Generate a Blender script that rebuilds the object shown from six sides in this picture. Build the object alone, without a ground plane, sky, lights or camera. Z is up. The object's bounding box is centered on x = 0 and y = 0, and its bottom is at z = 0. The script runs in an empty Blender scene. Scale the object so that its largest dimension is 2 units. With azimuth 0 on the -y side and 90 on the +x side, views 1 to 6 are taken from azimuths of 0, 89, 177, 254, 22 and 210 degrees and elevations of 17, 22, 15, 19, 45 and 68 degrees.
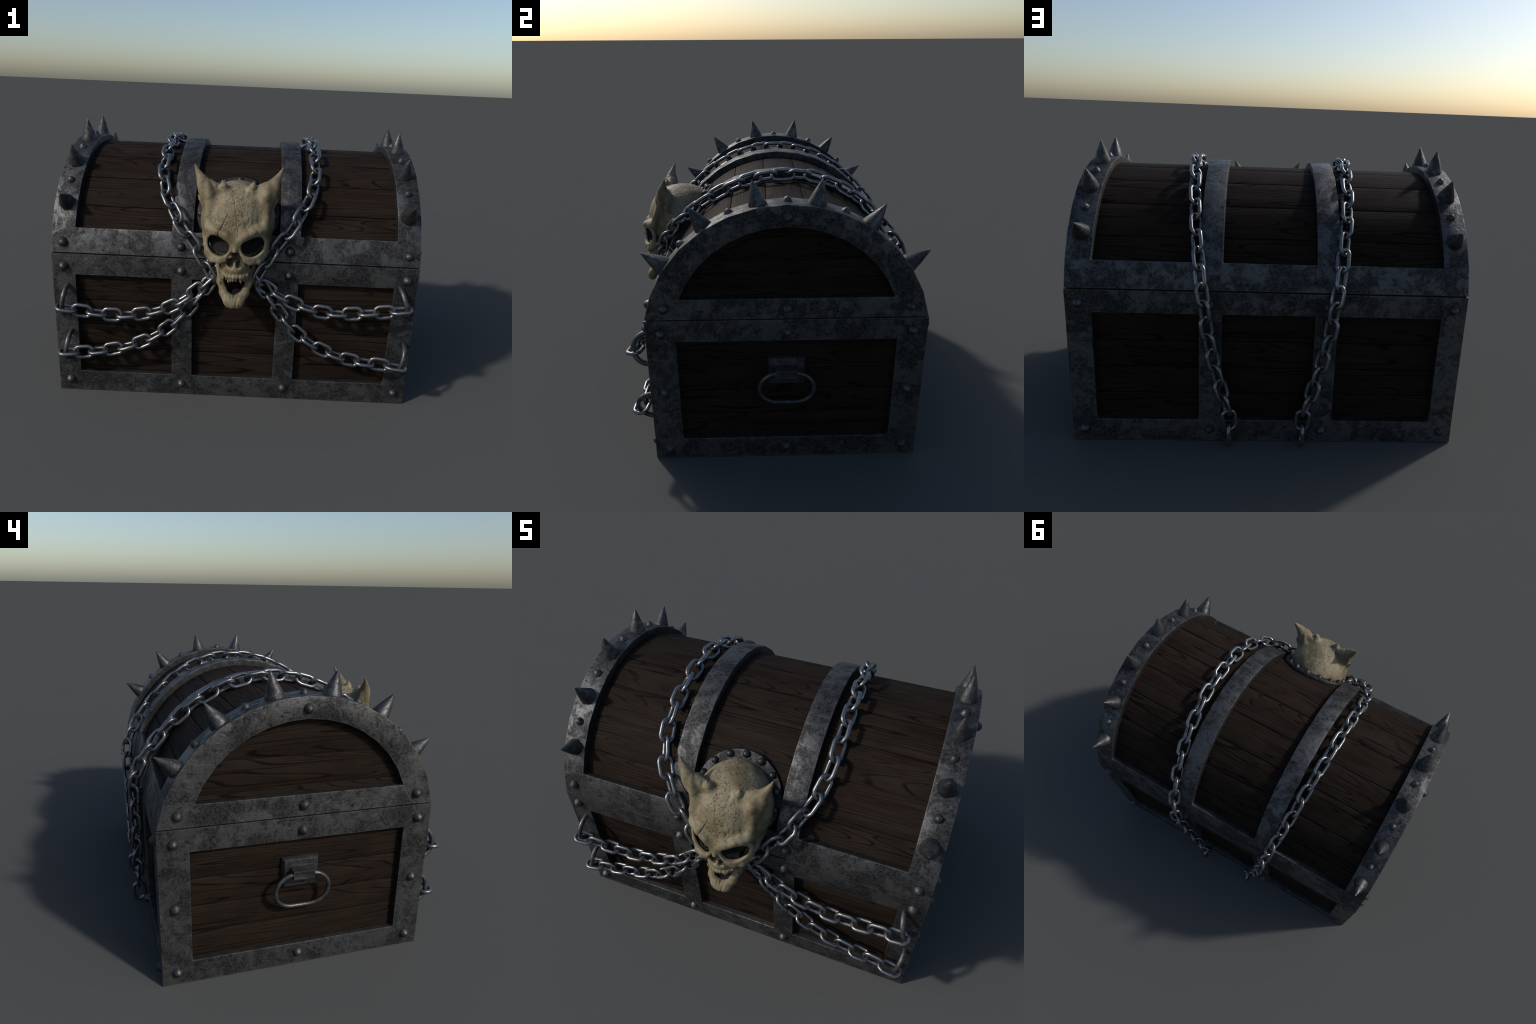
# Horned-skull treasure chest: iron-bound wooden chest with a barrel lid, spikes,
# rivets, end handles, six chains and a horned skull mounted on a riveted disc.
import bpy, bmesh, math, random
import numpy as np
from mathutils import Vector, Matrix, Quaternion

random.seed(7)
RNG = np.random.default_rng(7)

# ------------------------------------------------------------------ sizes
XC, YC = -0.003, 0.040            # centre line of the chest
HX, HY = 0.955, 0.663             # half length, half depth of the metal frame
ZB, ZL = 0.7925, 0.7985           # top of the base, bottom of the lid
AZ, RL = 0.673, 0.672             # lid axis height, lid outer radius
RW = 0.634                        # lid wood radius
A0 = math.degrees(math.asin((ZL - AZ) / RL))
NSEG = 14
ANG = [A0 + (180 - 2 * A0) * i / NSEG for i in range(NSEG + 1)]
XB = [-HX, -0.834, -0.333, -0.2235, 0.2235, 0.333, 0.834, HX]   # post / band edges
ZP = (0.117, 0.680)               # panel bottom and top of the base
WOOD = 0.0295                     # how far the wood lies behind the frame face


# ------------------------------------------------------------------ node helpers
class Nodes:
    def __init__(self, name):
        self.mat = bpy.data.materials.new(name)
        self.mat.use_nodes = True
        self.t = self.mat.node_tree
        self.t.nodes.clear()
        self.out = self.new("ShaderNodeOutputMaterial")

    def new(self, kind, **kw):
        n = self.t.nodes.new(kind)
        for k, v in kw.items():
            setattr(n, k, v)
        return n

    def link(self, a, b):
        self.t.links.new(a, b)

    def put(self, sock, v):
        if hasattr(v, "is_output"):
            self.link(v, sock)
        else:
            sock.default_value = v

    def coords(self, scale=(1, 1, 1), rot=(0, 0, 0), shift=None):
        c = self.new("ShaderNodeTexCoord")
        src = c.outputs["Object"]
        if shift is not None:
            a = self.new("ShaderNodeVectorMath", operation="ADD")
            self.link(src, a.inputs[0])
            self.link(shift, a.inputs[1])
            src = a.outputs[0]
        m = self.new("ShaderNodeMapping")
        m.inputs["Scale"].default_value = scale
        m.inputs["Rotation"].default_value = rot
        self.link(src, m.inputs[0])
        return m.outputs[0]

    def noise(self, vec, scale, detail=4, rough=0.55, dist=0.0):
        n = self.new("ShaderNodeTexNoise")
        self.link(vec, n.inputs["Vector"])
        n.inputs["Scale"].default_value = scale
        n.inputs["Detail"].default_value = detail
        n.inputs["Roughness"].default_value = rough
        n.inputs["Distortion"].default_value = dist
        return n.outputs["Fac"]

    def voronoi(self, vec, scale, feature="F1", rand=1.0):
        n = self.new("ShaderNodeTexVoronoi", feature=feature)
        self.link(vec, n.inputs["Vector"])
        n.inputs["Scale"].default_value = scale
        n.inputs["Randomness"].default_value = rand
        return n.outputs["Distance"]

    def math(self, op, a, b=0.0, c=0.0, clamp=False):
        n = self.new("ShaderNodeMath", operation=op, use_clamp=clamp)
        self.put(n.inputs[0], a)
        self.put(n.inputs[1], b)
        self.put(n.inputs[2], c)
        return n.outputs[0]

    def ramp(self, fac, lo, hi, a=0.0, b=1.0):
        n = self.new("ShaderNodeMapRange", interpolation_type="SMOOTHSTEP")
        self.put(n.inputs["Value"], fac)
        n.inputs["From Min"].default_value = lo
        n.inputs["From Max"].default_value = hi
        n.inputs["To Min"].default_value = a
        n.inputs["To Max"].default_value = b
        return n.outputs["Result"]

    def mix(self, fac, a, b, blend="MIX"):
        n = self.new("ShaderNodeMix", data_type="RGBA", blend_type=blend)
        self.put(n.inputs[0], fac)
        for s, v in ((n.inputs[6], a), (n.inputs[7], b)):
            if isinstance(v, (tuple, list)):
                s.default_value = (*v[:3], 1)
            else:
                self.link(v, s)
        return n.outputs[2]

    def bump(self, height, strength, dist, normal=None):
        n = self.new("ShaderNodeBump")
        n.inputs["Strength"].default_value = strength
        n.inputs["Distance"].default_value = dist
        self.link(height, n.inputs["Height"])
        if normal is not None:
            self.link(normal, n.inputs["Normal"])
        return n.outputs[0]

    def finish(self, color, rough, metal=0.0, normal=None, spec=0.5):
        p = self.new("ShaderNodeBsdfPrincipled")
        if isinstance(color, (tuple, list)):
            p.inputs["Base Color"].default_value = (*color[:3], 1)
        else:
            self.link(color, p.inputs["Base Color"])
        self.put(p.inputs["Roughness"], rough)
        self.put(p.inputs["Metallic"], metal)
        p.inputs["Specular IOR Level"].default_value = spec
        if normal is not None:
            self.link(normal, p.inputs["Normal"])
        self.link(p.outputs[0], self.out.inputs["Surface"])
        return self.mat


def iron_material(name, light, dark, metal, rough, shift_random=False, wear=0.65, fine=1.0, relief=1.0):
    """Mottled forged iron: cloudy light and dark patches, speckle, short scratches, worn edges."""
    N = Nodes(name)
    sh = None
    if shift_random:
        info = N.new("ShaderNodeObjectInfo")
        s = N.new("ShaderNodeVectorMath", operation="SCALE")
        cmb = N.new("ShaderNodeCombineXYZ")
        for i in range(3):
            N.link(info.outputs["Random"], cmb.inputs[i])
        N.link(cmb.outputs[0], s.inputs[0])
        s.inputs["Scale"].default_value = 13.0
        sh = s.outputs[0]
    v = N.coords(shift=sh)
    big = N.noise(v, 5.0 * fine, 9, 0.72, 0.7)
    mid = N.noise(N.coords(scale=(1, 1, 1), rot=(0.5, 0.7, 0.3), shift=sh), 17 * fine, 7, 0.7, 0.6)
    small = N.noise(v, 95 * fine, 5, 0.75)
    blend = N.math("ADD", N.math("MULTIPLY", big, 0.6), N.math("MULTIPLY", mid, 0.4))
    patch = N.ramp(blend, 0.450, 0.565)
    speck = N.ramp(small, 0.30, 0.72)
    col = N.mix(patch, dark, light)
    col = N.mix(N.math("MULTIPLY", speck, 0.55), col, tuple(c * 1.35 for c in light), "MIX")
    pits = N.ramp(N.noise(v, 42 * fine, 6, 0.8), 0.54, 0.64)
    col = N.mix(N.math("MULTIPLY", pits, 0.78), col, tuple(c * 0.8 for c in dark))
    # scratches: thin ridges of stretched noise in two directions
    s1 = N.noise(N.coords(scale=(1, 9, 2.4), rot=(0.4, 0.6, 0.8), shift=sh), 9 * fine, 3, 0.6, 1.2)
    s1 = N.ramp(N.math("ABSOLUTE", N.math("SUBTRACT", s1, 0.5)), 0.0, 0.010, 1, 0)
    gate = N.ramp(N.noise(v, 5.0, 2, 0.5), 0.55, 0.66)
    scr = N.math("MULTIPLY", s1, gate)
    col = N.mix(N.math("MULTIPLY", scr, 0.35), col, tuple(min(1, c * 2.0) for c in light))
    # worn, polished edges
    bev = N.new("ShaderNodeBevel", samples=4)
    bev.inputs["Radius"].default_value = 0.010
    geo = N.new("ShaderNodeNewGeometry")
    dot = N.new("ShaderNodeVectorMath", operation="DOT_PRODUCT")
    N.link(bev.outputs[0], dot.inputs[0])
    N.link(geo.outputs["Normal"], dot.inputs[1])
    edge = N.ramp(dot.outputs["Value"], 0.86, 0.995, 1, 0)
    edge = N.math("MULTIPLY", edge, N.ramp(mid, 0.35, 0.6, 0.3, 1.0))
    col = N.mix(N.math("MULTIPLY", edge, wear), col, tuple(min(1, c * 1.9) for c in light))
    h = N.math("ADD", N.math("MULTIPLY", big, 0.7), N.math("ADD", N.math("MULTIPLY", mid, 0.5), N.math("MULTIPLY", small, 0.16)))
    h = N.math("SUBTRACT", h, N.math("MULTIPLY", scr, 0.12))
    nrm = N.bump(h, 0.55 * relief, 0.012 * relief)
    r = N.ramp(patch, 0, 1, rough + 0.14, rough)
    return N.finish(col, r, metal, nrm)


def wood_material(name):
    """Dark stained oak; grain runs along the local X axis of each plank."""
    N = Nodes(name)
    info = N.new("ShaderNodeObjectInfo")
    cmb = N.new("ShaderNodeCombineXYZ")
    N.link(N.math("MULTIPLY", info.outputs["Random"], 37.0), cmb.inputs[0])
    N.link(N.math("MULTIPLY", info.outputs["Random"], 11.0), cmb.inputs[1])
    N.link(N.math("MULTIPLY", info.outputs["Random"], 5.0), cmb.inputs[2])
    sh = cmb.outputs[0]
    field = N.noise(N.coords(scale=(0.55, 7.0, 1.0), shift=sh), 1.0, 1.5, 0.4, 0.12)
    rings = N.math("FRACT", N.math("MULTIPLY", field, 23.0))
    cathedral = N.math("MINIMUM", N.ramp(rings, 0.02, 0.20), N.ramp(rings, 0.92, 1.0, 1, 0))
    soft = N.noise(N.coords(scale=(1.6, 22, 10), shift=sh), 1.0, 3, 0.6)
    cathedral = N.math("MAXIMUM", cathedral, N.ramp(soft, 0.46, 0.64, 0.0, 0.8))
    strand = N.ramp(N.noise(N.coords(scale=(1.1, 72, 12), shift=sh), 1.0, 3, 0.6, 0.1), 0.36, 0.45)
    strand = N.math("MAXIMUM", strand, N.ramp(soft, 0.40, 0.55, 0.25, 1.0))
    line = N.math("MINIMUM", cathedral, strand)
    fib = N.noise(N.coords(scale=(3.5, 210, 60), shift=sh), 1.0, 4, 0.65)
    cloud = N.noise(N.coords(scale=(3.0, 6, 6), shift=sh), 1.5, 4, 0.55)
    brown = N.mix(N.ramp(cloud, 0.35, 0.68), WOOD_A, WOOD_B)
    red = N.ramp(N.noise(N.coords(scale=(2.2, 9, 9), shift=sh), 1.3, 3, 0.5), 0.56, 0.72)
    brown = N.mix(N.math("MULTIPLY", red, 0.55), brown, WOOD_R)
    tone = N.ramp(info.outputs["Random"], 0, 1, 0.0, 0.25)
    brown = N.mix(tone, brown, tuple(c * 0.6 for c in WOOD_A))
    col = N.mix(N.ramp(fib, 0.30, 0.62, 0.45, 0.0), brown, WOOD_D)
    col = N.mix(N.ramp(line, 0.0, 1.0, 0.86, 0.0), col, WOOD_D)
    h = N.math("ADD", N.math("MULTIPLY", line, 1.0), N.math("MULTIPLY", fib, 0.35))
    nrm = N.bump(h, 0.35, 0.003)
    return N.finish(col, 0.70, 0.0, nrm, 0.06)


def bone_material(name, base, stain, dark, grime=0.0):
    N = Nodes(name)
    v = N.coords()
    cloud = N.noise(v, 9, 5, 0.6, 0.4)
    streak = N.noise(N.coords(scale=(1, 1, 0.45)), 30, 5, 0.65, 0.8)
    col = N.mix(N.ramp(cloud, 0.34, 0.66, 0.0, 0.85), base, stain)
    col = N.mix(N.ramp(streak, 0.50, 0.70, 0.0, 0.75), col, stain)
    zone = N.new("ShaderNodeSeparateXYZ")
    N.link(v, zone.inputs[0])
    vee = N.math("MULTIPLY", N.ramp(N.math("ABSOLUTE", zone.outputs[0]), 0.015, 0.075, 1, 0), N.math("MULTIPLY", N.ramp(zone.outputs[2], 0.945, 0.965), N.ramp(zone.outputs[2], 0.985, 1.05, 1, 0)))
    col = N.mix(N.math("MULTIPLY", vee, N.ramp(streak, 0.3, 0.6, 0.35, 0.9)), col, stain)
    # pores and worm pits, dense in patches on the brow and the crown
    warp = N.new("ShaderNodeVectorMath", operation="ADD")
    wn = N.new("ShaderNodeTexNoise")
    N.link(v, wn.inputs["Vector"])
    wn.inputs["Scale"].default_value = 40
    sc = N.new("ShaderNodeVectorMath", operation="SCALE")
    N.link(wn.outputs["Color"], sc.inputs[0])
    sc.inputs["Scale"].default_value = 0.018
    N.link(v, warp.inputs[0])
    N.link(sc.outputs[0], warp.inputs[1])
    d1 = N.voronoi(warp.outputs[0], 74)
    d2 = N.voronoi(warp.outputs[0], 120)
    sep = N.new("ShaderNodeSeparateXYZ")
    N.link(v, sep.inputs[0])
    front = N.ramp(sep.outputs[2], 0.96, 1.03, 0.0, 1.0)
    mid = N.ramp(N.math("ABSOLUTE", sep.outputs[0]), 0.05, 0.15, 1.0, 0.25)
    dens = N.math("MULTIPLY", N.math("MULTIPLY", front, mid), N.ramp(cloud, 0.30, 0.60, 0.45, 1.0))
    gate = N.ramp(N.noise(v, 24, 3, 0.6), 0.40, 0.58)
    p1 = N.math("MULTIPLY", N.ramp(d1, 0.20, 0.50, 1, 0), N.math("MULTIPLY", gate, dens))
    p2 = N.math("MULTIPLY", N.ramp(d2, 0.12, 0.34, 1, 0), N.ramp(N.noise(v, 15, 3, 0.6), 0.46, 0.6, 0.0, 0.8))
    pits = N.math("MAXIMUM", p1, N.math("MULTIPLY", p2, 0.75))
    col = N.mix(N.math("MULTIPLY", pits, 0.85), col, dark)
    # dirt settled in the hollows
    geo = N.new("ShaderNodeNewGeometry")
    hol = N.ramp(geo.outputs["Pointiness"], 0.445, 0.500, 0.70, 0.0)
    hol = N.math("MULTIPLY", hol, N.ramp(streak, 0.3, 0.6, 0.5, 1.0))
    col = N.mix(hol, col, dark)
    if grime:
        col = N.mix(grime, col, dark)
    h = N.math("SUBTRACT", N.math("MULTIPLY", streak, 0.35), pits)
    nrm = N.bump(h, 0.45, 0.003)
    return N.finish(col, 0.62, 0.0, nrm, 0.35)


def plain_material(name, color, rough):
    N = Nodes(name)
    n = N.noise(N.coords(), 40, 4, 0.6)
    return N.finish(N.mix(N.ramp(n, 0.3, 0.7), tuple(c * 0.7 for c in color), color), rough, 0.0, N.bump(n, 0.3, 0.003), 0.25)


WOOD_A, WOOD_B, WOOD_R, WOOD_D = (0.0222, 0.0155, 0.0111), (0.0150, 0.0100, 0.0070), (0.0195, 0.0088, 0.0068), (0.0020, 0.0014, 0.0010)
M_FRAME = iron_material("forged_iron", (0.084, 0.084, 0.0845), (0.0065, 0.0067, 0.0074), 0.78, 0.45)
M_RIVET = iron_material("rivet_iron", (0.078, 0.079, 0.082), (0.018, 0.019, 0.021), 0.75, 0.40, True, 0.5, 2.0, 0.7)
M_SPIKE = iron_material("spike_iron", (0.080, 0.080, 0.081), (0.015, 0.015, 0.0165), 0.75, 0.40, True, 0.6, 2.2, 0.7)
M_CHAIN = iron_material("chain_steel", (0.205, 0.210, 0.220), (0.100, 0.103, 0.109), 0.9, 0.28, True, 0.2, 3.0, 0.35)
M_STAPLE = iron_material("staple_iron", (0.100, 0.100, 0.103), (0.026, 0.026, 0.028), 0.75, 0.40, True, 0.4, 2.0, 0.6)
M_MOUNT = iron_material("bracket_iron", (0.070, 0.070, 0.072), (0.014, 0.014, 0.015), 0.75, 0.42, True, 0.6, 2.0, 0.6)
M_DISC = iron_material("disc_iron", (0.042, 0.042, 0.044), (0.006, 0.0062, 0.007), 0.75, 0.46)
M_DISC_RIVET = iron_material("disc_rivet_iron", (0.045, 0.046, 0.049), (0.012, 0.012, 0.014), 0.75, 0.40, True, 0.5, 2.0, 0.7)
M_REVEAL = iron_material("shaded_grimy_iron", (0.030, 0.030, 0.031), (0.006, 0.006, 0.0065), 0.6, 0.50)  # recess walls darker: the original's baked shade and dirt copied into the colour
M_WOOD = wood_material("dark_oak")
M_CORE = plain_material("core_oak", (0.006, 0.0045, 0.004), 0.9)  # near-black wood for the carcass and the seam filler
M_BONE = bone_material("aged_bone", (0.218, 0.184, 0.114), (0.106, 0.080, 0.041), (0.036, 0.024, 0.012))
M_TOOTH = bone_material("tooth_bone", (0.26, 0.22, 0.14), (0.16, 0.13, 0.075), (0.060, 0.043, 0.022), 0.12)
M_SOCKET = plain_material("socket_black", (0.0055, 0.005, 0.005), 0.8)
M_NOSE = plain_material("nasal_brown", (0.050, 0.040, 0.028), 0.8)

# ------------------------------------------------------------------ object helpers
COL = bpy.context.scene.collection


def add(obj, parent=None):
    COL.objects.link(obj)
    if parent is not None:
        obj.parent = parent
    return obj


def mesh_from_bm(bm, name, mat, smooth=35):
    me = bpy.data.meshes.new(name)
    bm.normal_update()
    bm.to_mesh(me)
    bm.free()
    me.materials.append(mat)
    finish_shade(me, smooth)
    return me


def finish_shade(me, angle):
    me.polygons.foreach_set("use_smooth", [True] * len(me.polygons))
    if angle < 180:
        me.set_sharp_from_angle(angle=math.radians(angle))
    me.update()


def bevel(bm, width, segs=2, angle=40):
    es = [e for e in bm.edges if len(e.link_faces) == 2 and e.calc_face_angle(0) > math.radians(angle)]
    if es:
        bmesh.ops.bevel(bm, geom=es, offset=width, segments=segs, profile=0.6, affect="EDGES", clamp_overlap=True, material=0)


def lathe(profile, sides, name, mat, smooth=40, phase=0.0):
    """profile: (radius, height) from base to tip, around local Z."""
    bm = bmesh.new()
    rows = []
    for r, h in profile:
        if r < 1e-6:
            rows.append([bm.verts.new((0, 0, h))])
        else:
            rows.append([bm.verts.new((r * math.cos(phase + 2 * math.pi * k / sides), r * math.sin(phase + 2 * math.pi * k / sides), h)) for k in range(sides)])
    for a, b in zip(rows, rows[1:]):
        for k in range(sides):
            k2 = (k + 1) % sides
            if len(b) == 1:
                bm.faces.new((a[k], a[k2], b[0]))
            else:
                bm.faces.new((a[k], a[k2], b[k2], b[k]))
    return mesh_from_bm(bm, name, mat, smooth)


def sweep(points, radius, sides, name, mat, closed=False, smooth=180):
    """Round bar along a list of points."""
    P = [Vector(p) for p in points]
    n = len(P)
    bm = bmesh.new()
    rows = []
    ref = None
    for i in range(n):
        t = (P[(i + 1) % n] - P[i - 1]) if closed or 0 < i < n - 1 else (P[1] - P[0] if i == 0 else P[-1] - P[-2])
        t.normalize()
        if ref is None:
            ref = t.orthogonal().normalized()
        ref = (ref - t * ref.dot(t)).normalized()
        b = t.cross(ref)
        rad = radius(i / (n - 1)) if callable(radius) else radius
        rows.append([bm.verts.new(P[i] + rad * (math.cos(2 * math.pi * k / sides) * ref + math.sin(2 * math.pi * k / sides) * b)) for k in range(sides)])
    pairs = list(zip(rows, rows[1:])) + ([(rows[-1], rows[0])] if closed else [])
    for a, b in pairs:
        for k in range(sides):
            bm.faces.new((a[k], a[(k + 1) % sides], b[(k + 1) % sides], b[k]))
    if not closed:
        bm.faces.new(rows[0][::-1])
        bm.faces.new(rows[-1])
    bmesh.ops.recalc_face_normals(bm, faces=bm.faces)
    return mesh_from_bm(bm, name, mat, smooth)


def frame_matrix(origin, x, z):
    z = Vector(z).normalized()
    x = Vector(x)
    x = (x - z * x.dot(z)).normalized()
    y = z.cross(x)
    m = Matrix((x, y, z)).transposed().to_4x4()
    m.translation = Vector(origin)
    return m


def lid_point(angle, radius, x=0.0):
    a = math.radians(angle)
    return Vector((XC + x, YC + radius * math.cos(a), AZ + radius * math.sin(a)))


def lid_normal(angle):
    a = math.radians(angle)
    return Vector((0, math.cos(a), math.sin(a)))


# ------------------------------------------------------------------ root
chest = bpy.data.objects.new("treasure_chest", None)
chest["label"] = "dark iron-bound wooden chest with spikes, chains and horned skull"
chest["category"] = "treasure chest"
add(chest)


# ------------------------------------------------------------------ base frame
def grid_wall(bm, us, vs, holes, place, depth_vec):
    """Flat wall of cells us x vs; cells in holes are left open and get reveal walls along depth_vec."""
    V = [[bm.verts.new(place(u, v)) for v in vs] for u in us]
    D = {}

    def deep(i, j):
        if (i, j) not in D:
            D[i, j] = bm.verts.new(V[i][j].co + Vector(depth_vec))
        return D[i, j]

    for i in range(len(us) - 1):
        for j in range(len(vs) - 1):
            ring = [(i, j), (i + 1, j), (i + 1, j + 1), (i, j + 1)]
            if (i, j) not in holes:
                bm.faces.new([V[a][b] for a, b in ring])
            else:
                for (a, b), (c, d) in zip(ring, ring[1:] + ring[:1]):
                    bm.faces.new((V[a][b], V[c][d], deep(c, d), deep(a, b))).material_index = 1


def base_frame():
    bm = bmesh.new()
    y0, y1 = YC - HY, YC + HY
    zs = [0.001, ZP[0], ZP[1], ZB]
    hol = {(1, 1), (3, 1), (5, 1)}
    dep = WOOD + 0.012
    grid_wall(bm, XB, zs, hol, lambda u, v: (XC + u, y0, v), (0, dep, 0))
    grid_wall(bm, XB, zs, hol, lambda u, v: (XC + u, y1, v), (0, -dep, 0))
    ys = [y0, YC - 0.521, YC + 0.521, y1]
    grid_wall(bm, ys, zs, {(1, 1)}, lambda u, v: (XC - HX, u, v), (dep, 0, 0))
    grid_wall(bm, ys, zs, {(1, 1)}, lambda u, v: (XC + HX, u, v), (-dep, 0, 0))
    # rim on top and plate underneath
    for z, inset in ((ZB, 0.07), (0.001, 0.60)):
        o = [bm.verts.new((XC + sx * HX, YC + sy * HY, z)) for sx, sy in ((-1, -1), (1, -1), (1, 1), (-1, 1))]
        i = [bm.verts.new((XC + sx * (HX - inset), YC + sy * (HY - inset), z)) for sx, sy in ((-1, -1), (1, -1), (1, 1), (-1, 1))]
        for k in range(4):
            bm.faces.new((o[k], o[(k + 1) % 4], i[(k + 1) % 4], i[k]))
        if z < 0.1:
            bm.faces.new(i)
    bmesh.ops.remove_doubles(bm, verts=bm.verts, dist=1e-5)
    # T-junctions of the rims with the wall cells: split by snapping is not needed, edges only shade
    bmesh.ops.recalc_face_normals(bm, faces=bm.faces)
    bevel(bm, 0.0045, 2)
    return mesh_from_bm(bm, "base_frame", M_FRAME, 30)


def lid_frame():
    bm = bmesh.new()
    P = lambda i, x, r=RL: lid_point(ANG[i], r, x)
    V = [[bm.verts.new(P(i, x)) for i in range(NSEG + 1)] for x in XB]
    D = {}

    def deep(c, i):
        if (c, i) not in D:
            D[c, i] = bm.verts.new(P(i, XB[c], RW - 0.012))
        return D[c, i]

    for c in range(len(XB) - 1):
        hole = c in (1, 3, 5)
        for i in range(NSEG):
            if not hole or i in (0, NSEG - 1):
                bm.faces.new((V[c][i], V[c + 1][i], V[c + 1][i + 1], V[c][i + 1]))
            else:
                for cc in (c, c + 1):
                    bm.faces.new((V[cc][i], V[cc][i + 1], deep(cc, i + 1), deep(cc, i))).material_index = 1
        if hole:
            for i in (1, NSEG - 1):
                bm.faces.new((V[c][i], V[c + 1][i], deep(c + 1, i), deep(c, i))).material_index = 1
    # end caps with a half-round window
    ZI, RI, zlow = 0.714, 0.529, 0.901
    a0 = math.degrees(math.asin((zlow - ZI) / RI))
    for c in (0, len(XB) - 1):
        sgn = -1 if c == 0 else 1
        inner = []
        for i in range(NSEG + 1):
            a = math.radians(a0 + (180 - 2 * a0) * i / NSEG)
            inner.append(bm.verts.new((XC + XB[c], YC + RI * math.cos(a), ZI + RI * math.sin(a))))
        deepv = [bm.verts.new(v.co - Vector((sgn * (WOOD + 0.012), 0, 0))) for v in inner]
        for i in range(NSEG):
            bm.faces.new((V[c][i], V[c][i + 1], inner[i + 1], inner[i]))
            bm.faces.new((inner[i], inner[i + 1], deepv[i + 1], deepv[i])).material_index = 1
        bm.faces.new((V[c][0], inner[0], inner[-1], V[c][-1]))
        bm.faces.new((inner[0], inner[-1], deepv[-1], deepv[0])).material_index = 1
    # underside rim
    for s, i in ((1, 0), (-1, NSEG)):
        b = [bm.verts.new(V[c][i].co + Vector((0, -s * 0.07, 0))) for c in range(len(XB))]
        for c in range(len(XB) - 1):
            bm.faces.new((V[c][i], V[c + 1][i], b[c + 1], b[c]))
    bmesh.ops.recalc_face_normals(bm, faces=bm.faces)
    bevel(bm, 0.0045, 2, 40)
    return mesh_from_bm(bm, "lid_frame", M_FRAME, 30)


base = add(bpy.data.objects.new("base_frame", base_frame()), chest)
lid = add(bpy.data.objects.new("lid_frame", lid_frame()), chest)
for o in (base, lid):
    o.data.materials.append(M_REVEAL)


# dark carcass behind the planks
def carcass():
    bm = bmesh.new()
    pts = [(YC - HY + WOOD + 0.006, 0.02), (YC + HY - WOOD - 0.006, 0.02)]
    pts += [(YC + 0.627 * math.cos(math.radians(a)), AZ + 0.627 * math.sin(math.radians(a))) for a in np.linspace(10, 170, 29)]
    rows = [[bm.verts.new((XC + s * (HX - WOOD - 0.006), y, z)) for y, z in pts] for s in (-1, 1)]
    n = len(pts)
    for k in range(n):
        bm.faces.new((rows[0][k], rows[0][(k + 1) % n], rows[1][(k + 1) % n], rows[1][k]))
    bm.faces.new(rows[0])
    bm.faces.new(rows[1][::-1])
    bmesh.ops.recalc_face_normals(bm, faces=bm.faces)
    return mesh_from_bm(bm, "carcass", M_CORE, 30)


add(bpy.data.objects.new("carcass", carcass()), chest)


def seam_filler():
    """Added dark filler strip that closes the joint between base and lid just behind the metal."""
    bm = bmesh.new()
    rows = []
    for inset in (0.007, 0.05):
        for z in (0.780, 0.808):
            rows.append([bm.verts.new((XC + sx * (HX - inset), YC + sy * (HY - inset - (0.010 if z > 0.8 else 0)), z)) for sx, sy in ((-1, -1), (1, -1), (1, 1), (-1, 1))])
    for a, b in ((0, 1), (1, 3), (3, 2), (2, 0)):
        for k in range(4):
            bm.faces.new((rows[a][k], rows[a][(k + 1) % 4], rows[b][(k + 1) % 4], rows[b][k]))
    bmesh.ops.recalc_face_normals(bm, faces=bm.faces)
    return mesh_from_bm(bm, "seam_filler", M_CORE, 30)


add(bpy.data.objects.new("seam_filler", seam_filler()), chest)  # filler added behind the joint, no part of the chest itself


# ------------------------------------------------------------------ planks
def plank_mesh(length, width, thick, name="plank", trim=None, rows=7, cols=40):
    """Board: X along the grain, Y across, Z thickness (front face at z = 0).  trim(y) gives the half length."""
    bm = bmesh.new()
    ys = np.linspace(-width / 2, width / 2, rows)
    F, B = [], []
    for y in ys:
        hl = trim(y) if trim else length / 2
        F.append([bm.verts.new((u * hl, y, 0)) for u in np.linspace(-1, 1, cols)])
        B.append([bm.verts.new((u * hl, y, -thick)) for u in np.linspace(-1, 1, cols)])
    for j in range(rows - 1):
        for i in range(cols - 1):
            bm.faces.new((F[j][i], F[j][i + 1], F[j + 1][i + 1], F[j + 1][i]))
    for R0, R1 in ((F[0], B[0]), (B[-1], F[-1])):
        for i in range(cols - 1):
            bm.faces.new((R1[i], R1[i + 1], R0[i + 1], R0[i]))
    # worn long edges: sink the outer rows a little, unevenly
    for j, d in ((0, 0.0022), (rows - 1, 0.0022)):
        for v in F[j]:
            v.co.z -= d * random.uniform(0.6, 1.3)
    # nudge the neighbouring rows close to the edge so that the round-over is tight
    for j, s in ((1, -1), (rows - 2, 1)):
        for v in F[j]:
            v.co.y = s * (width / 2 - 0.006)
    return mesh_from_bm(bm, name, M_WOOD, 60)


def place(mesh, name, matrix, parent):
    o = bpy.data.objects.new(name, mesh)
    o.matrix_basis = parent.matrix_basis.inverted() @ matrix
    return add(o, parent)


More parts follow.
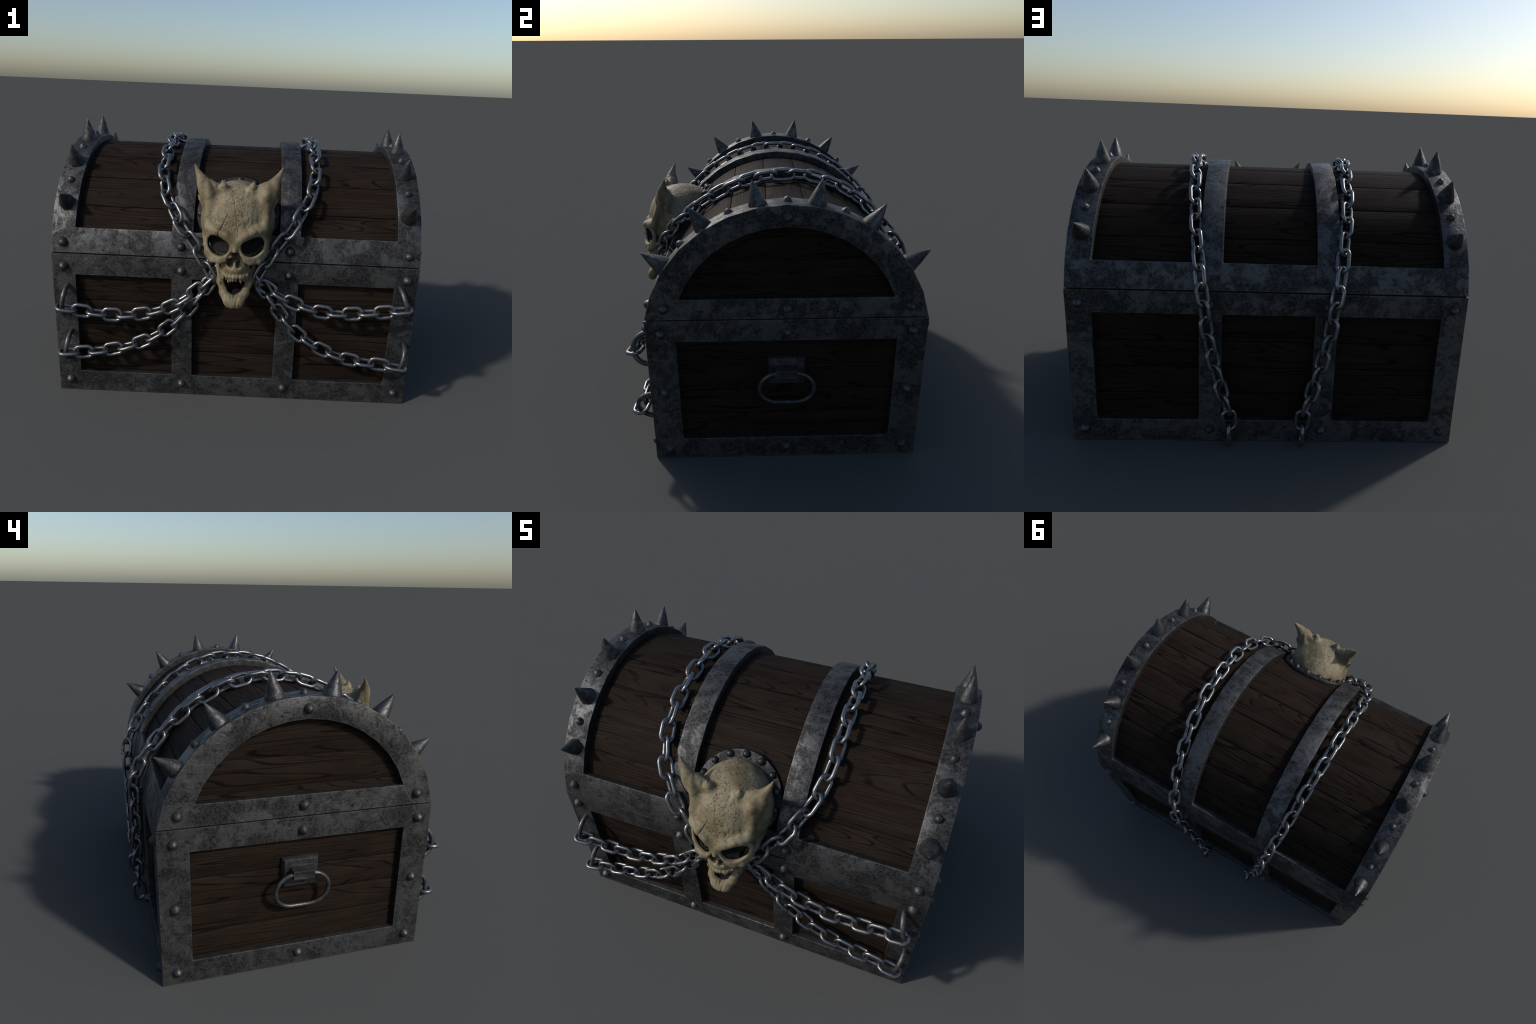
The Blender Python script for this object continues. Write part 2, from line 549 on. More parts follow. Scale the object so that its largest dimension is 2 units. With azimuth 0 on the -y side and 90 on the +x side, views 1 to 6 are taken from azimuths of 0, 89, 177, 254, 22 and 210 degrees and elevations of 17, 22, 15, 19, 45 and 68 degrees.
GAP = 0.0046
flat_lines = [0.098, 0.251, 0.390, 0.530, 0.692]
for lo, hi in zip(flat_lines, flat_lines[1:]):
    zc, w = (lo + hi) / 2, hi - lo - GAP
    for sy in (-1, 1):
        me = plank_mesh(2 * HX - 0.10, w, 0.02, cols=60)
        place(me, "plank", frame_matrix((XC, YC + sy * (HY - WOOD), zc), (-sy, 0, 0), (0, sy, 0)), base)
    for sx in (-1, 1):
        me = plank_mesh(2 * HY - 0.14, w, 0.02)
        place(me, "plank", frame_matrix((XC + sx * (HX - WOOD), YC, zc), (0, sx, 0), (sx, 0, 0)), base)
end_lines = [0.815, 0.936, 1.075, 1.262]
for lo, hi in zip(end_lines, end_lines[1:]):
    zc, w = (lo + hi) / 2, hi - lo - GAP
    for sx in (-1, 1):
        me = plank_mesh(1.0, w, 0.014, trim=lambda y, c=zc: math.sqrt(max(0.0016, 0.615 ** 2 - (c + y - AZ) ** 2)))
        place(me, "plank", frame_matrix((XC + sx * (HX - WOOD - 0.0025), YC, zc), (0, sx, 0), (sx, 0, 0)), lid)


def curved_plank(a, b):
    """Barrel stave between lid angles a and b; origin at its middle, X along the lid."""
    mid = (a + b) / 2
    inv = frame_matrix(lid_point(mid, RW), (1, 0, 0), lid_normal(mid)).inverted()
    bm = bmesh.new()
    gap = math.degrees(GAP / 2 / RW)
    k = np.array([0, 0.04, 0.27, 0.5, 0.73, 0.96, 1.0])
    xs = np.linspace(-HX + 0.05, HX - 0.05, 60)
    top = []
    for j, t in enumerate(k):
        an = a + gap + (b - a - 2 * gap) * t
        row = []
        for x in xs:
            r = RW - (0.0022 * random.uniform(0.6, 1.3) if j in (0, len(k) - 1) else 0)
            row.append(bm.verts.new(inv @ lid_point(an, r, x)))
        top.append(row)
    lows = [[bm.verts.new(inv @ lid_point(an, RW - 0.022, x)) for x in xs] for an in (a + gap, b - gap)]
    for j in range(len(k) - 1):
        for i in range(len(xs) - 1):
            bm.faces.new((top[j][i], top[j][i + 1], top[j + 1][i + 1], top[j + 1][i]))
    for i in range(len(xs) - 1):
        bm.faces.new((lows[0][i], lows[0][i + 1], top[0][i + 1], top[0][i]))
        bm.faces.new((top[-1][i], top[-1][i + 1], lows[1][i + 1], lows[1][i]))
    bmesh.ops.recalc_face_normals(bm, faces=bm.faces)
    if sum(f.normal.z for f in bm.faces) < 0:
        bmesh.ops.reverse_faces(bm, faces=bm.faces)
    return mesh_from_bm(bm, "plank", M_WOOD, 60), inv.inverted()


for n in range(9):
    me, mt = curved_plank(17.1 + 16.2 * n, 17.1 + 16.2 * (n + 1))
    place(me, "plank", mt, lid)

# ------------------------------------------------------------------ rivets and spikes
rivet_mesh = lathe([(0.0255, -0.004), (0.0255, 0.001), (0.0235, 0.006), (0.0185, 0.0145), (0.0125, 0.0205), (0.006, 0.0238), (0, 0.0245)], 8, "rivet", M_RIVET, 50, 0.39)
stud_mesh = lathe([(0.0215, -0.006), (0.0215, 0.001), (0.0195, 0.006), (0.0150, 0.0145), (0.0095, 0.0200), (0.004, 0.0222), (0, 0.0225)], 8, "rivet", M_RIVET, 50, 0.39)
disc_stud_mesh = lathe([(0.0200, -0.006), (0.0200, 0.001), (0.0180, 0.006), (0.0135, 0.0135), (0.0085, 0.0180), (0, 0.0200)], 8, "rivet", M_DISC_RIVET, 50, 0.39)
spike_mesh = lathe([(0.0465, -0.012), (0.0460, 0.002), (0.0425, 0.016), (0.0315, 0.048), (0.0195, 0.078), (0.0085, 0.104), (0.0022, 0.118), (0, 0.1205)], 8, "spike", M_SPIKE, 50, 0.2)


def stud(mesh, name, pos, normal, parent, jitter=0.25):
    z = Vector(normal).normalized()
    x = z.orthogonal()
    x.rotate(Quaternion(z, random.uniform(0, 2 * math.pi)))
    s = random.uniform(0.95, 1.05)
    m = frame_matrix(pos, x, z) @ Matrix.Diagonal((s, s, s, 1))
    return place(mesh, name, m, parent)


for sy in (-1, 1):
    for x in (-0.894, -0.280, 0.280, 0.894):
        for z in (0.0645, 0.726):
            stud(rivet_mesh, "rivet", (XC + x + 0.001, YC + sy * HY, z), (0, sy, 0), base)
for sx in (-1, 1):
    for z in (0.0645, 0.726):
        stud(rivet_mesh, "rivet", (XC + sx * HX, YC, z), (sx, 0, 0), base)
    for z in (0.0645, 0.402, 0.726):
        for y in (-0.592, 0.592):
            stud(rivet_mesh, "rivet", (XC + sx * HX, YC + y, z), (sx, 0, 0), base)
    for y, z in ((-0.570, 0.854), (0, 0.851), (0.570, 0.854), (0, 1.289)):
        stud(rivet_mesh, "rivet", (XC + sx * HX, YC + y, z), (sx, 0, 0), lid)
    apothem = RL * math.cos(math.radians((ANG[1] - ANG[0]) / 2))
    for i in range(2, NSEG - 1, 2):
        stud(spike_mesh, "spike", lid_point(ANG[i], RL - 0.006, sx * 0.891), lid_normal(ANG[i]), lid)
    for i in range(3, NSEG - 2, 2):
        stud(stud_mesh, "rivet", lid_point(ANG[i], RL - 0.002, sx * 0.891), lid_normal(ANG[i]), lid)
for x in (-0.894, -0.283, 0.280, 0.894):
    stud(rivet_mesh, "rivet", lid_point(164.6, apothem, x), lid_normal(163.6), lid)


# ------------------------------------------------------------------ end handles
def handle_mount():
    """Chamfered wall plate with a clasp block; local X across, Y up, Z out of the wall."""
    bm = bmesh.new()

    def loft(sections):
        rows = [[bm.verts.new((x, y, z)) for x, y in ((-w, lo), (w, lo), (w, hi), (-w, hi))] for w, lo, hi, z in sections]
        for a, b in zip(rows, rows[1:]):
            for k in range(4):
                bm.faces.new((a[k], a[(k + 1) % 4], b[(k + 1) % 4], b[k]))
        bm.faces.new(rows[-1])

    # heights are measured from z = 0.515 of the world
    loft([(0.092, -0.083, 0.071, -0.004), (0.092, -0.083, 0.071, 0.0085), (0.081, -0.072, 0.061, 0.0305)])
    loft([(0.054, -0.020, 0.032, 0.0255), (0.052, -0.019, 0.023, 0.0765), (0.045, -0.013, 0.017, 0.0765), (0.045, -0.013, 0.017, 0.0745)])
    bmesh.ops.recalc_face_normals(bm, faces=bm.faces)
    bevel(bm, 0.0022, 2, 25)
    return mesh_from_bm(bm, "handle_mount", M_MOUNT, 30)


def stadium(half_w, half_h, r, n=10):
    """Closed rounded rectangle in the XY plane, starting at the top middle."""
    pts = []
    for cx, cy, a0 in ((half_w - r, half_h - r, 90), (half_w - r, -half_h + r, 0), (-half_w + r, -half_h + r, -90), (-half_w + r, half_h - r, -180)):
        for k in range(n + 1):
            a = math.radians(a0 - 90 * k / n)
            pts.append((cx + r * math.cos(a), cy + r * math.sin(a)))
    return pts


ring_pts = []
for x, y in stadium(0.1315, 0.0895, 0.088, 9):
    t = (0.0895 - y) / 0.179
    ring_pts.append((x, y - 0.0850, 0.0640 - 0.023 * t * t))
hm = handle_mount()
hr = sweep(ring_pts, 0.0103, 10, "handle_ring", M_STAPLE, closed=True)
for sx in (-1, 1):
    m = frame_matrix((XC + sx * (HX - 0.0315), YC, 0.515), (0, sx, 0), (sx, 0, 0))
    mount = place(hm, "handle_mount", m, chest)
    o = bpy.data.objects.new("handle_ring", hr)
    add(o, mount)

# ------------------------------------------------------------------ chains
PITCH, WIRE, LW, LL = 0.0825, 0.0102, 0.0412, 0.0612
link_pts = [(x, y, 0) for x, y in stadium(LL - WIRE, LW - WIRE, LW - WIRE - 0.002, 6)]
link_mesh = sweep(link_pts, WIRE, 10, "chain_link", M_CHAIN, closed=True)
link_mesh_b = sweep([(x * (1 + 0.02 * math.sin(3 * i)), y * (1 + 0.03 * math.cos(2 * i)), 0.0008 * math.sin(1.7 * i)) for i, (x, y, z) in enumerate(link_pts)], WIRE, 10, "chain_link", M_CHAIN, closed=True)


def spline(ctrl, t):
    """Catmull-Rom through (key, x, y, z) control points."""
    keys = [c[0] for c in ctrl]
    P = [Vector(c[1:]) for c in ctrl]
    if t <= keys[0]:
        return P[0] + (P[1] - P[0]) * ((t - keys[0]) / (keys[1] - keys[0]))
    if t >= keys[-1]:
        return P[-1] + (P[-1] - P[-2]) * ((t - keys[-1]) / (keys[-1] - keys[-2]))
    k = max(i for i in range(len(keys) - 1) if keys[i] <= t)
    u = (t - keys[k]) / (keys[k + 1] - keys[k])

    def slope(i):
        if i == 0:
            return (P[1] - P[0]) / (keys[1] - keys[0])
        if i == len(P) - 1:
            return (P[-1] - P[-2]) / (keys[-1] - keys[-2])
        return (P[i + 1] - P[i - 1]) / (keys[i + 1] - keys[i - 1])
    h = keys[k + 1] - keys[k]
    m0, m1 = slope(k) * h, slope(k + 1) * h
    return (2 * u ** 3 - 3 * u ** 2 + 1) * P[k] + (u ** 3 - 2 * u ** 2 + u) * m0 + (-2 * u ** 3 + 3 * u ** 2) * P[k + 1] + (u ** 3 - u ** 2) * m1


def points_at(path, stations):
    """Points at the given arc lengths along a dense polyline."""
    run = [0.0]
    for a, b in zip(path, path[1:]):
        run.append(run[-1] + (b - a).length)
    return [Vector([float(np.interp(s, run, [p[k] for p in path])) for k in range(3)]) for s in stations]


def build_chain(points, normals, roll):
    root = add(bpy.data.objects.new("chain", None), chest)
    for k, p in enumerate(points):
        t = (points[min(k + 1, len(points) - 1)] - points[max(k - 1, 0)]).normalized()
        n = normals[k]
        n = (n - t * n.dot(t)).normalized()
        b = t.cross(n)
        a = math.radians(roll(k) + (90 if k % 2 else 0) + random.uniform(-4, 4))
        y = math.cos(a) * n + math.sin(a) * b
        near = [(points[j] - p).length for j in (k - 1, k + 1) if 0 <= j < len(points)]
        stretch = min(1.12, max(0.96, sum(near) / len(near) / PITCH))
        m = Matrix((t, y, t.cross(y))).transposed().to_4x4() @ Matrix.Diagonal((stretch, 1, 1, 1))
        m.translation = p + Vector([random.uniform(-0.0012, 0.0012) for _ in range(3)])
        place(link_mesh if random.random() < 0.6 else link_mesh_b, "chain_link", m, root)


# four chains across the front, link number -> centre of that link
front_chains = [
    [(1, -0.868, -0.697, 0.519), (2, -0.792, -0.686, 0.506), (4, -0.637, -0.677, 0.487), (6, -0.482, -0.668, 0.496), (8, -0.331, -0.664, 0.543), (10, -0.200, -0.655, 0.632), (12, -0.085, -0.640, 0.740)],
    [(1, -0.873, -0.690, 0.265), (2, -0.796, -0.678, 0.265), (4, -0.641, -0.665, 0.282), (6, -0.487, -0.661, 0.331), (8, -0.350, -0.654, 0.415), (10, -0.240, -0.642, 0.528), (12, -0.148, -0.634, 0.655), (13, -0.110, -0.630, 0.722)],
    [(1, 0.857, -0.698, 0.587), (2, 0.776, -0.690, 0.574), (4, 0.616, -0.682, 0.553), (6, 0.459, -0.669, 0.550), (8, 0.309, -0.657, 0.589), (10, 0.170, -0.640, 0.660), (11, 0.105, -0.632, 0.705)],
    [(1, 0.868, -0.690, 0.262), (2, 0.784, -0.678, 0.268), (4, 0.627, -0.665, 0.281), (6, 0.475, -0.655, 0.328), (8, 0.341, -0.645, 0.410), (10, 0.238, -0.642, 0.525), (12, 0.150, -0.640, 0.655), (13, 0.110, -0.635, 0.722)],
]
for ctrl in front_chains:
    pts = [spline(ctrl, k) for k in range(1, int(ctrl[-1][0]) + 1)]
    build_chain(pts, [Vector((0, -1, 0))] * len(pts), lambda k: 0)

# two chains over the lid, from the foot of the back up and over to the skull
radius_keys = [(0, 0.752), (10, 0.722), (22, 0.700), (32, 0.678), (45, 0.663), (60, 0.663), (75, 0.667), (90, 0.669), (105, 0.669), (120, 0.667), (135, 0.675), (146, 0.692), (156, 0.708), (170, 0.706), (180, 0.700)]


def lid_radius(a):
    return float(np.interp(a, [k for k, _ in radius_keys], [r for _, r in radius_keys]))


back_path = [(0.181, 0.046), (0.178, 0.129), (0.192, 0.209), (0.213, 0.282), (0.235, 0.362), (0.254, 0.440), (0.271, 0.520), (0.288, 0.604), (0.299, 0.694), (0.310, 0.783)]
over_path = [(16, 0.325), (24, 0.336), (36, 0.356), (48, 0.371), (60, 0.381), (75, 0.394), (90, 0.402), (105, 0.407), (118, 0.408), (128, 0.405), (137, 0.384), (144, 0.358), (150, 0.315), (156, 0.280), (161, 0.225), (168, 0.170), (174, 0.130), (179, 0.095)]
for s in (-1, 1):
    ctrl = [(k, XC + 0.001 + s * (x + (0.004 if s < 0 else 0)), YC + HY + 0.0440, z) for k, (x, z) in enumerate(back_path)]
    for k, (a, x) in enumerate(over_path):
        lift = 0.012 * math.exp(-((a - 66) / 18) ** 2) if s > 0 else 0.0      # one chain rides a little higher
        p = lid_point(a, lid_radius(a) + lift, s * (x + (0.004 if s < 0 else 0)))
        ctrl.append((len(back_path) + k, *p))
    dense = [spline(ctrl, i / 40) for i in range(40 * (len(ctrl) - 1) + 1)]
    keys, steps = ((0, 10, 23, 32), (0.22, 10.27, 24.03, 33.9)) if s > 0 else ((0, 10, 24, 32), (0.22, 10.31, 25.35, 33.95))
    pts = points_at(dense, [PITCH * float(np.interp(k, keys, steps)) for k in range(keys[-1] + 1)])
    nrm = []
    for p in pts:
        nrm.append(Vector((0, 1, 0)) if p.z < AZ and p.y > 0 else (Vector((0, p.y - YC, p.z - AZ)).normalized()))
    build_chain(pts, nrm, lambda k, s=s: (0 if k == 0 else 12 * s if k == 1 else 30 * s if k == 2 else 45 * s))

# half-ring staples that hold the front chains
for x, z, tilt, sx in ((-0.889, 0.545, 7, -1), (-0.884, 0.283, 8, -1), (0.884, 0.612, -18, 1), (0.899, 0.290, 12, 1)):
    pts = []
    for k in range(-2, 23):
        a = math.radians(180 * k / 20)
        r = 0.078
        pts.append((0, -r * math.sin(a), r * math.cos(a)))
    me = sweep(pts, 0.0125, 10, "staple", M_STAPLE)
    m = Matrix.Translation((x, YC - HY, z)) @ Matrix.Rotation(math.radians(tilt), 4, "Y")
    place(me, "staple", m, chest)

# ------------------------------------------------------------------ mounting disc behind the skull
TH = 138.0
dn = lid_normal(TH)
du = Vector((0, math.sin(math.radians(TH)), -math.cos(math.radians(TH))))
dcen = Vector((0.0, -0.523, 1.035)) - dn * 0.012
disc_mesh = lathe([(0.2145, -0.030), (0.2175, -0.024), (0.2175, -0.006), (0.2135, 0.000), (0.185, 0.0015), (0.10, 0.002), (0, 0.002)], 56, "mounting_disc", M_DISC, 35)
disc = place(disc_mesh, "mounting_disc", frame_matrix(dcen, (1, 0, 0), dn), chest)
for k in range(15):
    a = 2 * math.pi * k / 15
    r = 0.1955
    stud(disc_stud_mesh, "rivet", dcen + r * (math.sin(a) * Vector((1, 0, 0)) + math.cos(a) * du), dn, disc)


# ------------------------------------------------------------------ skull as a smooth distance field
def hash_noise(p, seed=0):
    """Smooth value noise on an (n, 3) array, range -1..1."""
    i = np.floor(p).astype(np.int64)
    f = p - i
    f = f * f * (3 - 2 * f)
    out = np.zeros(len(p))
    for dx in (0, 1):
        for dy in (0, 1):
            for dz in (0, 1):
                h = (i[:, 0] + dx) * 374761393 + (i[:, 1] + dy) * 668265263 + (i[:, 2] + dz) * 2147483647 + seed * 974711
                h = (h ^ (h >> 13)) * 1274126177
                h = (h ^ (h >> 16)) & 0xFFFF
                w = np.where(dx, f[:, 0], 1 - f[:, 0]) * np.where(dy, f[:, 1], 1 - f[:, 1]) * np.where(dz, f[:, 2], 1 - f[:, 2])
                out += w * (h / 32767.5 - 1)
    return out


def ell(p, c, r, rot=None):
    q = p - np.array(c)
    if rot is not None:
        q = q @ rot
    r = np.array(r)
    k0 = np.linalg.norm(q / r, axis=1)
    k1 = np.linalg.norm(q / (r * r), axis=1) + 1e-9
    return k0 * (k0 - 1) / k1


def cone(p, a, b, ra, rb):
    a, b = np.array(a), np.array(b)
    d = b - a
    t = np.clip((p - a) @ d / (d @ d), 0, 1)
    return np.linalg.norm(p - a - t[:, None] * d, axis=1) - (ra + (rb - ra) * t)


def tube(p, pts, rs, k=0.008):
    out = None
    for a, b, ra, rb in zip(pts, pts[1:], rs, rs[1:]):
        d = cone(p, a, b, ra, rb)
        out = d if out is None else smin(out, d, k)
    return out


def smin(a, b, k):
    h = np.clip(0.5 + 0.5 * (b - a) / k, 0, 1)
    return b + (a - b) * h - k * h * (1 - h)


def smax(a, b, k):
    return -smin(-a, -b, k)


def rot_y(deg):
    """Rotation in the x-z plane (the plane of the face)."""
    a = math.radians(deg)
    return np.array([[math.cos(a), 0, -math.sin(a)], [0, 1, 0], [math.sin(a), 0, math.cos(a)]])


EYE_C, EYE_R, EYE_ROT = (0.0835, 0.776, 0.912), (0.0555, 0.060, 0.0525), rot_y(16)
def smooth_path(pts, n):
    """Rounds a short list of (x, f, z, radius) stations into n even ones."""
    P = np.array(pts)
    t = np.linspace(0, len(P) - 1, n)
    out = np.empty((n, 4))
    for i, u in enumerate(t):
        k = min(int(u), len(P) - 2)
        w = u - k
        p0, p1, p2, p3 = P[max(k - 1, 0)], P[k], P[k + 1], P[min(k + 2, len(P) - 1)]
        out[i] = 0.5 * (2 * p1 + (p2 - p0) * w + (2 * p0 - 5 * p1 + 4 * p2 - p3) * w ** 2 + (3 * p1 - p0 - 3 * p2 + p3) * w ** 3)
    return [tuple(r[:3]) for r in out], [max(0.0012, float(r[3])) for r in out]


HORN = smooth_path([(0.108, 0.602, 1.075, 0.060), (0.142, 0.622, 1.143, 0.0500), (0.175, 0.624, 1.198, 0.0300), (0.2010, 0.613, 1.243, 0.0135), (0.2195, 0.600, 1.283, 0.0012)], 13)
HORNLET = ([(0.062, 0.628, 1.158), (0.072, 0.638, 1.186), (0.079, 0.638, 1.214)], [0.030, 0.0175, 0.0015])
SPUR = ([(0.172, 0.600, 1.085), (0.188, 0.606, 1.108), (0.203, 0.606, 1.130)], [0.016, 0.010, 0.002])


def to_face(P):
    """World points -> mirrored skull space (|x|, forward, z)."""
    return np.stack([np.abs(P[:, 0]), -P[:, 1], P[:, 2]], axis=1)


def nose_sdf(q):
    top = ell(q, (0, 0.805, 0.856), (0.030, 0.066, 0.033))
    lobe = ell(q, (0.0225, 0.802, 0.829), (0.0205, 0.062, 0.033), rot_y(-14))
    return smin(top, lobe, 0.008)


def flat_face(q):
    """Undo the sideways curve of the face, so that sockets keep an even depth."""
    w = q.copy()
    w[:, 1] += 3.1 * q[:, 0] ** 2
    return w


def eye_sdf(q):
    wall = q[:, 0] - (0.118 + 0.5 * (q[:, 1] - 0.660))          # keeps the outer wall of the socket closed
    frown = (q[:, 2] - 0.936 - 0.30 * (q[:, 0] - 0.040)) * 0.96   # slanting upper edge under the brow
    return smax(smax(ell(flat_face(q), EYE_C, EYE_R, EYE_ROT), wall, 0.008), frown, 0.014)


def socket_rim(grow):
    """Bony lip that runs round the eye socket and follows the curve of the face."""
    pts = []
    for k in range(33):
        a = 2 * math.pi * k / 32
        v = np.array([(EYE_R[0] + grow) * math.cos(a), 0, (EYE_R[2] + grow) * math.sin(a)]) @ EYE_ROT.T
        x, z = EYE_C[0] + v[0], EYE_C[2] + v[2]
        lean = 0.012 * max(0.0, (EYE_C[2] - z) / 0.06)
        pts.append((x, 0.771 - 3.1 * x * x - 0.010 + lean, z))
    return pts


RIM = socket_rim(0.0070)


def cranium_sdf(P):
    q = to_face(P)
    d = ell(q, (0, 0.535, 1.029), (0.178, 0.192, 0.168))
    d = smin(d, ell(q, (0, 0.577, 1.000), (0.166, 0.160, 0.165)), 0.04)                  # forehead
    d = smin(d, ell(q, (0, 0.598, 0.925), (0.150, 0.166, 0.120)), 0.03)                  # face
    d = smin(d, ell(q, (0.145, 0.545, 0.985), (0.042, 0.100, 0.100)), 0.03)              # temporal bulge
    # temple hollow between the brow and the side of the head
    d = smax(d, -ell(q, (0.196, 0.668, 0.975), (0.030, 0.026, 0.085)), 0.018)
    # rims of the sockets, brow and nasal bone
    d = smin(d, tube(q, RIM, [0.0100] * len(RIM)), 0.018)
    d = smin(d, tube(q, [(0.0, 0.752, 0.945), (0.045, 0.750, 0.967), (0.085, 0.738, 0.983), (0.125, 0.712, 0.988)], [0.012, 0.011, 0.009, 0.007]), 0.04)
    d = smin(d, tube(q, [(0, 0.752, 0.950), (0, 0.762, 0.918), (0, 0.780, 0.888)], [0.015, 0.0155, 0.0115]), 0.014)
    d = smin(d, tube(q, [(0.112, 0.722, 0.990), (0.138, 0.700, 0.992), (0.146, 0.680, 1.040), (0.143, 0.660, 1.090)], [0.009, 0.014, 0.014, 0.014]), 0.035)     # temporal line
    d = smin(d, tube(q, [(0.004, 0.762, 0.938), (0.045, 0.766, 0.966), (0.092, 0.752, 0.984)], [0.0095, 0.0105, 0.007]), 0.016)      # frowning brow
    # cheek bone and arch
    d = smin(d, tube(q, [(0.048, 0.762, 0.844), (0.080, 0.756, 0.829), (0.112, 0.736, 0.829), (0.140, 0.702, 0.856)], [0.012, 0.0145, 0.0150, 0.011]), 0.02)
    d = smin(d, tube(q, [(0.142, 0.700, 0.866), (0.156, 0.650, 0.885), (0.164, 0.590, 0.920)], [0.012, 0.011, 0.012]), 0.02)
    # upper jaw with the ridge above the teeth
    d = smin(d, ell(q, (0, 0.695, 0.797), (0.072, 0.080, 0.062)), 0.022)
    d = smin(d, tube(q, [(0, 0.767, 0.756), (0.034, 0.760, 0.756), (0.058, 0.735, 0.760), (0.072, 0.690, 0.770)], [0.011, 0.011, 0.0105, 0.010]), 0.012)
    d = smax(d, -ell(q, (0.092, 0.748, 0.797), (0.028, 0.050, 0.026)), 0.012)             # hollow below the cheek
    d = smax(d, 0.728 - q[:, 2] + np.where(q[:, 1] < 0.64, 0.06, 0.0), 0.006)            # cut flat above the teeth
    d = smax(d, -ell(q, (0, 0.672, 0.735), (0.056, 0.078, 0.034)), 0.008)                # palate
    roots = np.sin(P[:, 0] * 360) * np.clip((P[:, 2] - 0.728) / 0.01, 0, 1) * np.clip((0.782 - P[:, 2]) / 0.02, 0, 1)
    d = d + 0.0011 * roots * (q[:, 1] > 0.70)
    # sockets
    d = smax(d, -eye_sdf(q), 0.007)
    d = smax(d, -nose_sdf(q), 0.005)
    # horns grow out of swollen roots
    h = tube(q, *HORN, k=0.006)
    turn = np.arctan2(q[:, 1] - 0.620, q[:, 0] - 0.150)
    flute = np.cos(turn * 5.0 + 0.6) * 0.0036 * np.clip((1.240 - q[:, 2]) / 0.06, 0, 1) * np.clip((q[:, 2] - 1.10) / 0.03, 0, 1)
    d = smin(d, h + flute, 0.024)
    d = smin(d, tube(q, [(0.080, 0.626, 1.164), (0.135, 0.622, 1.178)], [0.021, 0.027]), 0.016)     # saddle between the horns
    d = smin(d, tube(q, *HORNLET), 0.012)
    d = smin(d, tube(q, *SPUR), 0.010)
    groove = cone(q, (0.098, 0.630, 1.202), (0.101, 0.690, 1.140), 0.007, 0.004)
    d = smax(d, -groove, 0.008)
    # relief: soft lumps, small pits on the crown, the healed crack over one eye and the suture
    calm = np.clip((h - 0.0) / 0.02, 0.25, 1)
    d = d + calm * (0.0010 * hash_noise(P * 30, 1) + 0.0006 * hash_noise(P * 95, 2))
    crown = np.clip((P[:, 2] - 0.965) / 0.05, 0, 1) * np.clip((0.13 - np.abs(P[:, 0])) / 0.08, 0, 1) * (q[:, 1] > 0.60) * (calm > 0.9)
    n = hash_noise(P * np.array([150, 110, 130]), 3)
    d = d + 0.0020 * crown * np.clip((n - 0.35) / 0.3, 0, 1)

    def crack(path, width, depth):
        m = np.full(len(P), 9.0)
        for (x0, z0), (x1, z1) in zip(path, path[1:]):
            a = np.array([x0, z0])
            e = np.array([x1 - x0, z1 - z0])
            w = P[:, [0, 2]] - a
            t = np.clip(w @ e / (e @ e), 0, 1)
            m = np.minimum(m, np.linalg.norm(w - t[:, None] * e, axis=1))
        return depth * np.clip(1 - m / width, 0, 1) * (q[:, 1] > 0.62)
    d = d + crack([(-0.086, 0.952), (-0.083, 0.982), (-0.070, 1.000), (-0.060, 1.020), (-0.050, 1.042), (-0.043, 1.060)], 0.0042, 0.0045)
    d = d + crack([(0.012, 0.960), (0.010, 0.992), (0.004, 1.015), (0.004, 1.045), (-0.004, 1.060), (-0.006, 1.090), (-0.012, 1.105), (-0.012, 1.130)], 0.0034, 0.0028)
    return d


JAW = ([(0, 0.757, 0.624), (0.028, 0.752, 0.633), (0.051, 0.733, 0.660), (0.074, 0.694, 0.708), (0.089, 0.655, 0.760), (0.100, 0.628, 0.830)], [0.024, 0.0245, 0.0215, 0.0160, 0.0110, 0.008])


def jaw_sdf(P):
    q = to_face(P)
    d = tube(q, *JAW, k=0.018)
    d = smin(d, ell(q, (0.010, 0.759, 0.610), (0.034, 0.024, 0.024)), 0.018)              # chin knob
    d = smin(d, tube(q, [(0, 0.765, 0.639), (0.034, 0.757, 0.645), (0.058, 0.733, 0.674)], [0.0085, 0.0085, 0.0075]), 0.010)
    d = smin(d, ell(q, (0, 0.695, 0.645), (0.054, 0.055, 0.016)), 0.016)                  # floor of the mouth
    cleft = np.abs(P[:, 0] - 0.012 - 0.1 * (P[:, 2] - 0.62)) - 0.002
    d = d + 0.0025 * np.clip(1 - cleft / 0.004, 0, 1) * (P[:, 2] < 0.648) * (q[:, 1] > 0.75)
    grooves = np.sin(P[:, 0] * 330 + 2.0 * hash_noise(P * 60, 9)) * np.clip((P[:, 2] - 0.625) / 0.015, 0, 1) * np.clip((0.662 - P[:, 2]) / 0.01, 0, 1)
    d = d + 0.0008 * grooves + 0.0010 * hash_noise(P * 40, 5) + 0.0006 * hash_noise(P * 120, 6)
    return d


